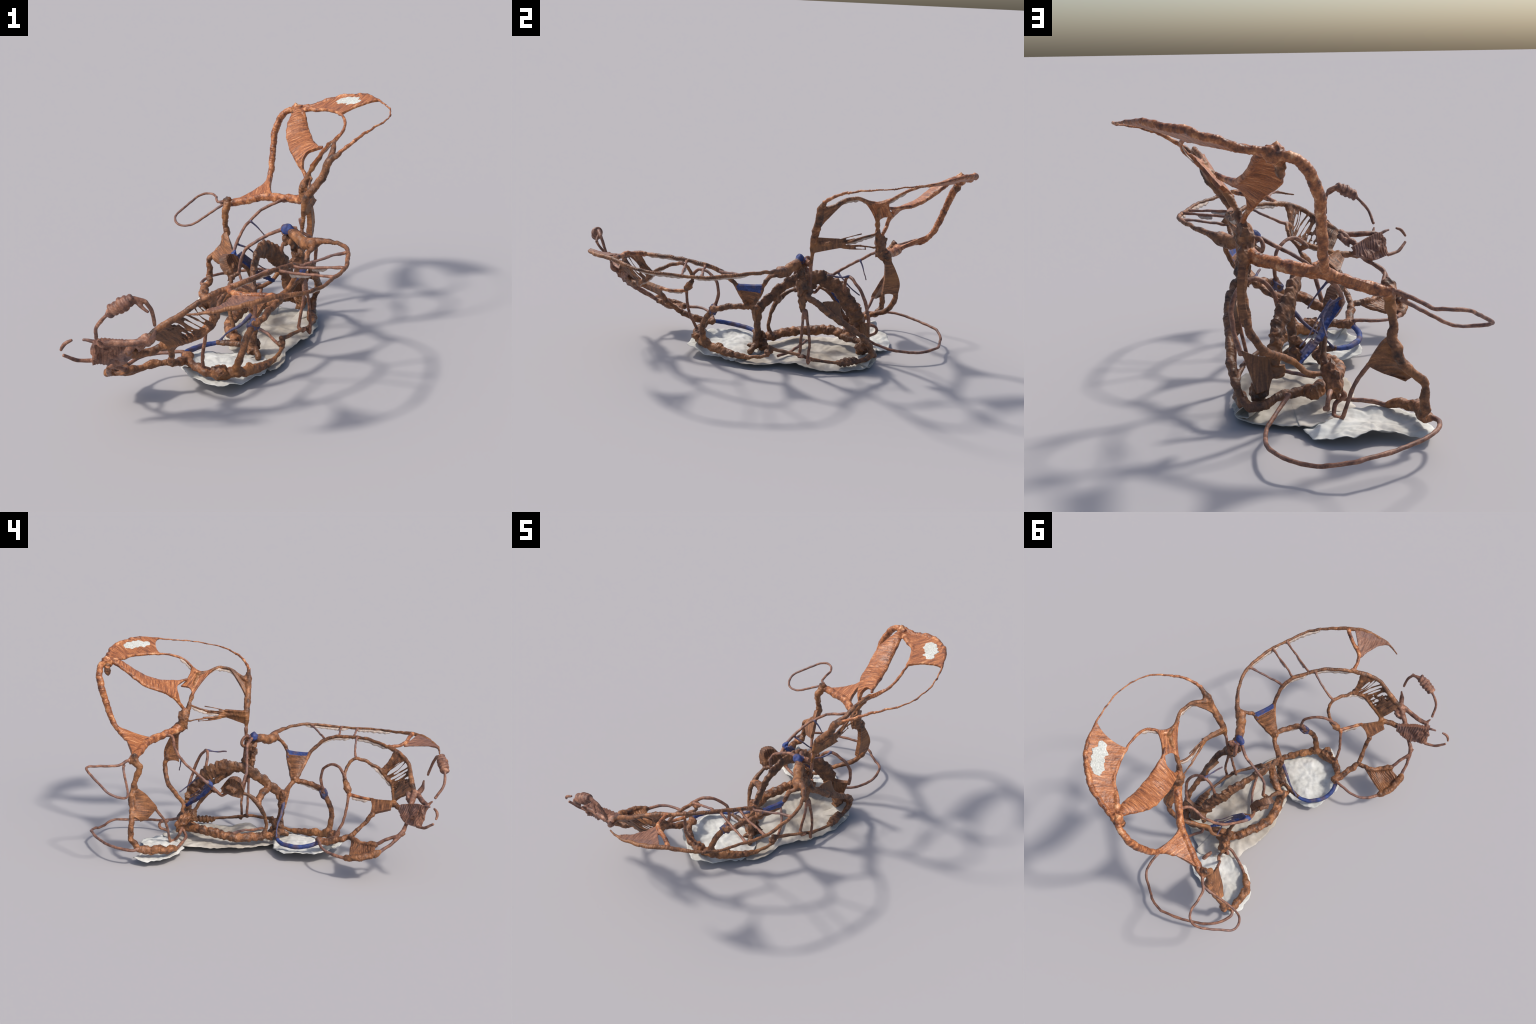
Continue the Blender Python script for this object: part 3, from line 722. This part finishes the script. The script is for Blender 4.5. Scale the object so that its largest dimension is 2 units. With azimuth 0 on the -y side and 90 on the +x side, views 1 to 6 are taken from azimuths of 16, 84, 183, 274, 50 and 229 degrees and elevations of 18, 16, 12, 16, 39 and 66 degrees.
# long leaf of the head
web('wound_web', 'bright', span('leaf_A', 0.0, 0.98), span('leaf_B', 0.0, 0.93), thick=17, rim=0, ridge=1.8, pitch=9, lump=4, sag=(0.002, 0, 0.009), inset=(0, 0.12))
web('wound_web', 'bright', [(0.372, 0.515, 0.975), (0.345, 0.455, 0.95), (0.342, 0.38, 0.96)], [(0.268, 0.56, 0.868), (0.262, 0.505, 0.86), (0.228, 0.48, 0.82)], thick=12, rim=2, ridge=1.0, inset=(0.12, 0.1))
web('wound_web', 'brown', span('arc_top', 0.62, 1.0), span('headleft', 0.52, 0.06), thick=17, rim=3, ridge=1.2, inset=(0.13, 0.0))
web('wound_web', 'brown', [(0.266, 0.291, 0.742), (0.253, 0.165, 0.745)], [(0.288, 0.295, 0.70), (0.268, 0.16, 0.664)], thick=15, rim=2, ridge=0.8, inset=(0.06, 0))
# gusset where the stem meets the bar
web('wound_web', 'bright', span('stem', 0.82, 1.0), span('bar', 0.42, 0.97), thick=18, rim=3, ridge=1.2, inset=(0.12, 0.12))
# leaf under the wound knot of the head
web('wound_web', 'brown', [(0.192, 0.58, 0.62), (0.196, 0.615, 0.555), (0.194, 0.64, 0.485), (0.182, 0.632, 0.405)], [(0.192, 0.55, 0.62), (0.196, 0.555, 0.555), (0.196, 0.555, 0.50), (0.196, 0.548, 0.42)],
    thick=20, rim=3, ridge=1.2, pitch=8, inset=(0, 0.08))
# triangle on the elbow column
web('wound_web', 'brown', span('elbow_col', 0.36, 0.64), [(-0.295, 0.70, 0.39), (-0.262, 0.652, 0.342), (-0.232, 0.606, 0.275), (-0.235, 0.608, 0.262), (-0.30, 0.635, 0.236), (-0.35, 0.672, 0.228)], thick=14, rim=3, ridge=1.3, pitch=8, sag=(-0.012, -0.012, 0))
# blue-topped triangle in the middle
web('wound_web', 'brown', span('tri_left_edge', 0.34, 1.0), span('tri_right_edge', 0.14, 1.0), thick=11, rim=2, ridge=1.0, sag=(-0.013, 0, 0.002))
web('blue_band', 'blue', span('tri_left_edge', 0.22, 0.42), span('tri_right_edge', 0.0, 0.2), thick=14, rim=3, ridge=0.4, inset=(0.1, 0))
# small triangle on the wing near the ring
web('wound_web', 'brown', [(-0.06, -0.59, 0.358), (-0.09, -0.63, 0.36), (-0.145, -0.71, 0.378)], [(-0.155, -0.59, 0.28), (-0.155, -0.62, 0.30), (-0.175, -0.705, 0.335)], thick=15, rim=3, ridge=1.4, inset=(0.14, 0.0))
# low web of the tail
web('wound_web', 'brown', span('w3_top', 0.12, 1.0), span('w3_bottom', 0.95, 0.05), thick=13, rim=4, ridge=1.6, pitch=14, lump=7, sag=(0, 0, -0.016))
# fan on the wing: a torn solid part and loose strands
web('wound_web', 'dark', span('wing_inner', 0.86, 1.0), span('arc_inner', 0.76, 1.0), thick=13, rim=3, ridge=2.2, pitch=9, lump=8, sag=(-0.008, 0.0, 0.008),
    holes=lambda u, w, q: u < 0.5 and 0.03 < w < 0.97 and nz(u * 0.4, w * 0.03, 0.2, 60) + 0.5 * nz(q[0], q[1], q[2], 60) > 0.9 * u - 0.25)
for a, b, r in ((0.652, 0.54, 7), (0.662, 0.555, 9), (0.676, 0.57, 9), (0.69, 0.585, 7), (0.70, 0.56, 4), (0.715, 0.585, 4), (0.735, 0.60, 3.4), (0.745, 0.585, 3),
                (0.76, 0.625, 3.2), (0.81, 0.65, 4), (0.835, 0.69, 3.6), (0.84, 0.71, 5), (0.85, 0.73, 5), (0.855, 0.76, 5)):
    p, q = at('wing_inner', a), at('arc_inner', b)
    m = (p + q) / 2 + np.array([random.uniform(-1, 1) * 0.010 for _ in range(3)])
    pth = catmull([p, m, q])
    v, f = tube_mesh(pth, [r * 1.6 / 1000, r * 0.8 / 1000, r * 0.7 / 1000, r * 1.6 / 1000], lump=0.45, sides=10, seed=a * 90)
    add_object('thread', v, f, 'brown')
# triangular sail on the wing rim
web('wound_web', 'wire', span('wing_outer', 0.835, 0.955), [(0.325, -0.862, 0.646), (0.25, -0.82, 0.628), (0.185, -0.777, 0.613), (0.186, -0.83, 0.62), (0.178, -0.90, 0.627), (0.15, -0.965, 0.632)], thick=8, rim=2, ridge=0.5, lump=3)
# webs round the arch foot
web('wound_web', 'dark', [(0.215, 0.488, 0.275), (0.14, 0.47, 0.245), (0.075, 0.444, 0.25)], [(0.16, 0.51, 0.12), (0.14, 0.50, 0.125), (0.12, 0.485, 0.13)], thick=13, rim=4, ridge=1.2)
web('wound_web', 'dark', span('strut', 0.2, 0.56), [(0.245, 0.225, 0.39), (0.24, 0.26, 0.395), (0.238, 0.312, 0.385), (0.232, 0.325, 0.29)], thick=12, rim=3, ridge=1.2)
web('wound_web', 'brown', [(0.05, -0.08, 0.31), (0.055, -0.09, 0.22)], [(0.14, -0.125, 0.335), (0.06, -0.105, 0.215)], thick=17, rim=3, ridge=1.0)
# shell hung on the thin wires in the middle
web('wound_web', 'dark', [(-0.10, 0.255, 0.37), (-0.127, 0.204, 0.442), (-0.154, 0.145, 0.440), (-0.12, 0.12, 0.37)],
    [(-0.10, 0.245, 0.355), (-0.115, 0.20, 0.345), (-0.115, 0.165, 0.335), (-0.11, 0.13, 0.33)], thick=30, rim=4, ridge=2.2, pitch=13, bulge=0.012, lump=9)
# hooked tail body
web('wound_web', 'wire', [(-0.22, -0.76, 0.385), (-0.30, -0.83, 0.42), (-0.365, -0.88, 0.435)],
    [(-0.23, -0.75, 0.345), (-0.32, -0.79, 0.31), (-0.40, -0.845, 0.325)], thick=20, rim=3, ridge=3.2, pitch=15, lump=13)

# ------------------------------------------------------------------ knots
knot('knot', 'bright', (0.058, 0.957, 1.022), (38, 33, 38), (0.6, -0.3, 0.6))
knot('knot', 'brown', (0.045, 0.948, 0.985), (24, 22, 36), (0, 0.1, 1))
knot('knot', 'dark', (0.188, 0.528, 0.69), (33, 31, 62), (0, 0.2, 1), lump=0.26)
knot('knot', 'brown', (0.185, 0.56, 0.64), (30, 28, 42), (0.2, 0.5, -1))
knot('knot', 'brown', (-0.295, 0.722, 0.56), (27, 25, 34), (0.3, -0.2, 1))
knot('blue_knob', 'blue', (0.19, 0.103, 0.61), (30, 28, 33), (1, -0.2, 0.2), lump=0.12, ridge=0)
knot('knot', 'dark', (0.232, 0.118, 0.465), (36, 34, 58), (0, 0.1, 1), lump=0.3)
knot('knot', 'dark', (0.247, 0.125, 0.40), (26, 26, 62), (0, 0.05, 1), lump=0.25)
knot('knot', 'dark', (0.215, 0.11, 0.55), (26, 26, 48), (0, 0, 1), lump=0.3)
knot('blue_knob', 'blue', (-0.146, 0.315, 0.405), (17, 17, 30), (0.1, 1, 0.9), lump=0.25, ridge=0)
knot('blue_knob', 'inky', (0.129, -0.33, 0.308), (31, 28, 40), (0.2, 0.1, 1), lump=0.28, ridge=0)
knot('knot', 'brown', (0.002, -0.46, 0.395), (18, 24, 58), (0.06, 0.035, 0.08))
knot('knot', 'brown', (0.193, -0.155, 0.362), (26, 24, 28), (1, 0, 0))
knot('knot', 'brown', (0.055, -0.09, 0.30), (24, 22, 34), (0.2, 0.1, 1))
knot('knot', 'dark', (0.157, 0.47, 0.105), (38, 36, 44), (0, 0, 1), lump=0.3)
knot('knot', 'brown', (-0.113, 0.47, 0.155), (38, 34, 74), (-0.1, 0.5, -0.8), lump=0.26, ridge=0.002, pitch=0.016)
knot('knot', 'dark', (-0.085, 0.41, 0.18), (24, 22, 44), (0.2, -0.2, 1), lump=0.3)
knot('knot', 'wire', (0.243, 0.131, 0.09), (17, 17, 24), (0, 1, 0.2))
knot('knot', 'brown', (-0.02, -0.405, 0.105), (36, 34, 42), (1, -0.3, 0.2), lump=0.28)
knot('knot', 'brown', (0.05, -0.365, 0.09), (30, 28, 40), (0.6, 0.5, 0), lump=0.28)
knot('knot', 'brown', (0.086, -0.297, 0.082), (27, 25, 34), (0.4, 0.8, 0))
knot('knot', 'dark', (0.03, -0.06, 0.13), (24, 22, 40), (0.6, 0.2, 0.4), lump=0.3)
knot('knot', 'dark', (0.17, -0.03, 0.09), (20, 18, 30), (0.2, 1, 0), lump=0.3)
knot('knot', 'brown', (-0.06, -0.02, 0.09), (26, 24, 40), (0.4, 1, 0.3), lump=0.3)
knot('knot', 'brown', (-0.185, -0.335, 0.125), (20, 18, 30), (0, 1, 0.2))
knot('knot', 'brown', (-0.37, -0.765, 0.262), (13, 12, 24), (0.1, 0.4, -0.4))
knot('knot', 'wire', (-0.26, -0.79, 0.35), (30, 26, 48), (0.5, 0.4, 0), lump=0.3)
knot('knot', 'wire', (-0.18, -0.80, 0.41), (18, 24, 44), (0.3, 0.2, 0.4), lump=0.3)
knot('knot', 'brown', (0.145, -0.69, 0.612), (15, 14, 22), (1, 0.3, 0))

knot('knot', 'dark', (-0.122, 0.178, 0.388), (30, 36, 52), (0.1, 0.9, 0.1), lump=0.3, ridge=0.002, pitch=0.014)
knot('knot', 'dark', (0.036, -0.05, 0.075), (38, 30, 46), (0.8, 0.5, 0.1), lump=0.32)
knot('knot', 'dark', (0.045, -0.10, 0.075), (22, 20, 34), (0.2, 1, 0.1), lump=0.3)

knot('knot', 'wire', (0.203, 0.142, 0.598), (22, 20, 36), (1, 0.6, 0), lump=0.25)
knot('knot', 'dark', (0.183, 0.128, 0.562), (22, 20, 34), (0.3, 0.2, 1), lump=0.3)
knot('knot', 'dark', (0.25, 0.095, 0.50), (20, 18, 26), (0, 0.2, 1), lump=0.3)
v, f = tube_mesh(catmull([(0.195, 0.12, 0.60), (0.165, 0.15, 0.612), (0.15, 0.17, 0.585), (0.165, 0.165, 0.555), (0.19, 0.14, 0.545)]), [0.010, 0.009, 0.009, 0.009, 0.010], lump=0.15, seed=77)
add_object('wire_loop', v, f, 'wire')
knot('knot', 'wire', (-0.335, -0.825, 0.375), (28, 20, 42), (-0.3, -0.3, 0.5), lump=0.36)
knot('knot', 'wire', (-0.30, -0.80, 0.34), (26, 24, 40), (-0.6, -0.3, 0.1), lump=0.36)
knot('knot', 'wire', (-0.375, -0.86, 0.38), (20, 17, 44), (0.1, 0, 1), lump=0.3)

# frayed threads of the bridge
for k in range(5):
    p = np.array([0.27, 0.285 - 0.01 * (k % 2), 0.735 - 0.009 * k])
    q = at('headcol', 0.55 + 0.09 * k)
    e = 0.35 + 0.3 * random.random()
    m = p + (q - p) * e / 2 + np.array([0.004, 0, 0.006]) * random.uniform(-1, 1)
    v, f = tube_mesh(catmull([p, m, p + (q - p) * e]), [0.005, 0.003, 0.0024], lump=0.5, sides=8, seed=k + 40)
    add_object('thread', v, f, 'brown')

# ------------------------------------------------------------------ coils
coil('wire_coil', 'wire', (-0.245, -0.97, 0.60), (-0.15, -0.952, 0.652), 5, 18, 9.5)
coil('wire_coil', 'dark', (0.215, 0.44, 0.06), (0.245, 0.33, 0.052), 5, 14, 8.5)

# ------------------------------------------------------------------ blue cloth bundle
BB = catmull([(-0.157, 0.306, 0.398), (-0.147, 0.308, 0.383), (-0.099, 0.353, 0.322), (-0.064, 0.402, 0.273), (0.009, 0.475, 0.209)])
web('blue_band', 'blue', BB, BB + np.array([0.03, 0.0, 0.004]) * np.linspace(1, 0.4, len(BB))[:, None], thick=15, rim=2, ridge=1.2, pitch=20, lump=5)
for k in range(4):
    o = np.array([0.018 + 0.008 * k, 0.004 * k, 0.012 + 0.006 * k])
    pth = BB + o * np.linspace(1, 0.2 + 0.25 * k, len(BB))[:, None]
    v, f = tube_mesh(resample(pth, 90, 0.05, 0.95 - 0.06 * k), [0.004, 0.003, 0.0025, 0.004], lump=0.4, sides=8, seed=k)
    add_object('thread', v, f, 'inky')

fuse_all()

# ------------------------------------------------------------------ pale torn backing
for key, a, b in (('arc_top', 0.15, 0.85), ('headrim_inner', 0.78, 0.95), ('wing_outer', 0.22, 0.42), ('wing_outer', 0.45, 0.62), ('wing_inner', 0.1, 0.3), ('wing_inner', 0.33, 0.58),
                  ('arc_inner', 0.42, 0.9), ('tri_to_blob', 0.1, 0.9), ('archF', 0.1, 0.7), ('leaf_right', 0.1, 0.8),
                  ('tri_left_edge', 0.3, 0.9), ('spoke_b', 0.3, 0.6), ('spoke_c', 0.4, 0.8), ('bridge_hi', 0.0, 0.5)):
    fringe(key, a, b, width=14)

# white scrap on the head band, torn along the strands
hb_a, hb_b = span('headrim_outer', 0.22, 0.39), span('headrim_inner', 0.27, 0.50)
n = 70
hb_a, hb_b = resample(hb_a, n), resample(hb_b, n)
up = np.array([0.0, -0.25, 1.0])
up /= np.linalg.norm(up)
ea, eb = [], []
for i in range(n):
    t = i / (n - 1)
    w = 0.05 + 0.36 * math.sin(math.pi * min(1, 0.03 + 0.95 * t ** 0.7)) ** 0.7
    c = 0.36 + 0.05 * t
    lo = c - w / 2 + 0.10 * nz(t * 7, 3, 1, 1.0) + 0.03 * nz(t * 30, 4, 1, 1.0)
    hi = c + w / 2 + 0.04 + 0.14 * nz(t * 6, 5, 2, 1.0) + 0.035 * nz(t * 30, 6, 2, 1.0)
    ea.append(hb_a[i] * (1 - lo) + hb_b[i] * lo + up * 0.0062)
    eb.append(hb_a[i] * (1 - hi) + hb_b[i] * hi + up * 0.0062)
web('white_scrap', 'paper', np.array(ea), np.array(eb), thick=3, ridge=0.0, lump=0.5)

# ------------------------------------------------------------------ plaster footing
main_rim = [(0.162, -0.208, 0.03), (0.188, -0.166, 0.025), (0.2, -0.115, 0.028), (0.197, -0.062, 0.026), (0.184, -0.01, 0.027), (0.184, 0.016, 0.032), (0.227, 0.091, 0.048), (0.254, 0.131, 0.043), (0.249, 0.235, 0.018), (0.26, 0.339, 0.019), (0.257, 0.397, 0.021), (0.244, 0.457, 0.025), (0.233, 0.486, 0.028), (0.198, 0.53, 0.033), (0.188, 0.545, 0.042), (0.187, 0.55, 0.06), (0.191, 0.535, 0.083)] + [(0.26, 0.468, 0.067), (0.24, 0.495, 0.04), (0.216, 0.515, 0.021), (0.142, 0.548, 0.013), (0.101, 0.561, 0.021), (0.018, 0.575, 0.023), (-0.005, 0.602, 0.033)][1:] + [(-0.08, 0.56, 0.035), (-0.15, 0.48, 0.035)] + [(-0.079, -0.027, 0.038), (-0.126, 0.05, 0.036), (-0.166, 0.127, 0.043), (-0.193, 0.298, 0.039), (-0.191, 0.381, 0.035), (-0.196, 0.433, 0.038)][::-1] + [(0.03, -0.13, 0.03)]
plate('plaster_slab', 'stained', main_rim, 0.039, rough=0.006, inner=0.5)
front_rim = [(-0.195, -0.387, 0.107), (-0.151, -0.411, 0.073), (-0.123, -0.418, 0.067), (-0.027, -0.455, 0.061), (-0.009, -0.459, 0.061), (0.008, -0.454, 0.062), (0.036, -0.424, 0.06), (0.074, -0.359, 0.036), (0.124, -0.249, 0.03), (0.141, -0.223, 0.028)] + [(0.13, -0.12, 0.035), (0.02, -0.05, 0.035)] + [(-0.111, -0.067, 0.032), (-0.156, -0.072, 0.044), (-0.196, -0.089, 0.052), (-0.225, -0.114, 0.055), (-0.238, -0.148, 0.056), (-0.236, -0.216, 0.071), (-0.236, -0.276, 0.059), (-0.231, -0.305, 0.06), (-0.199, -0.355, 0.067), (-0.185, -0.382, 0.077), (-0.165, -0.439, 0.112)][:-1]
plate('plaster_slab', 'plaster', front_rim, 0.054, rough=0.008, inner=0.5)
lobe_rim = [(-0.004, 0.606, 0.028), (-0.029, 0.644, 0.019), (-0.057, 0.672, 0.019), (-0.09, 0.69, 0.033), (-0.141, 0.712, 0.036), (-0.172, 0.719, 0.042), (-0.215, 0.721, 0.066), (-0.247, 0.721, 0.071), (-0.297, 0.719, 0.067), (-0.347, 0.714, 0.05)][:4] + [(-0.20, 0.695, 0.042), (-0.24, 0.675, 0.05), (-0.29, 0.662, 0.047), (-0.345, 0.662, 0.035), (-0.41, 0.685, 0.03)] + [(-0.422, 0.711, 0.038), (-0.442, 0.684, 0.04), (-0.454, 0.655, 0.039), (-0.457, 0.625, 0.036), (-0.454, 0.594, 0.034), (-0.438, 0.535, 0.04), (-0.422, 0.509, 0.041), (-0.37, 0.473, 0.038), (-0.278, 0.433, 0.057)][1:] + [(-0.18, 0.46, 0.045), (-0.08, 0.51, 0.035)]
plate('plaster_slab', 'plaster', lobe_rim, 0.036, rough=0.008, inner=0.5)
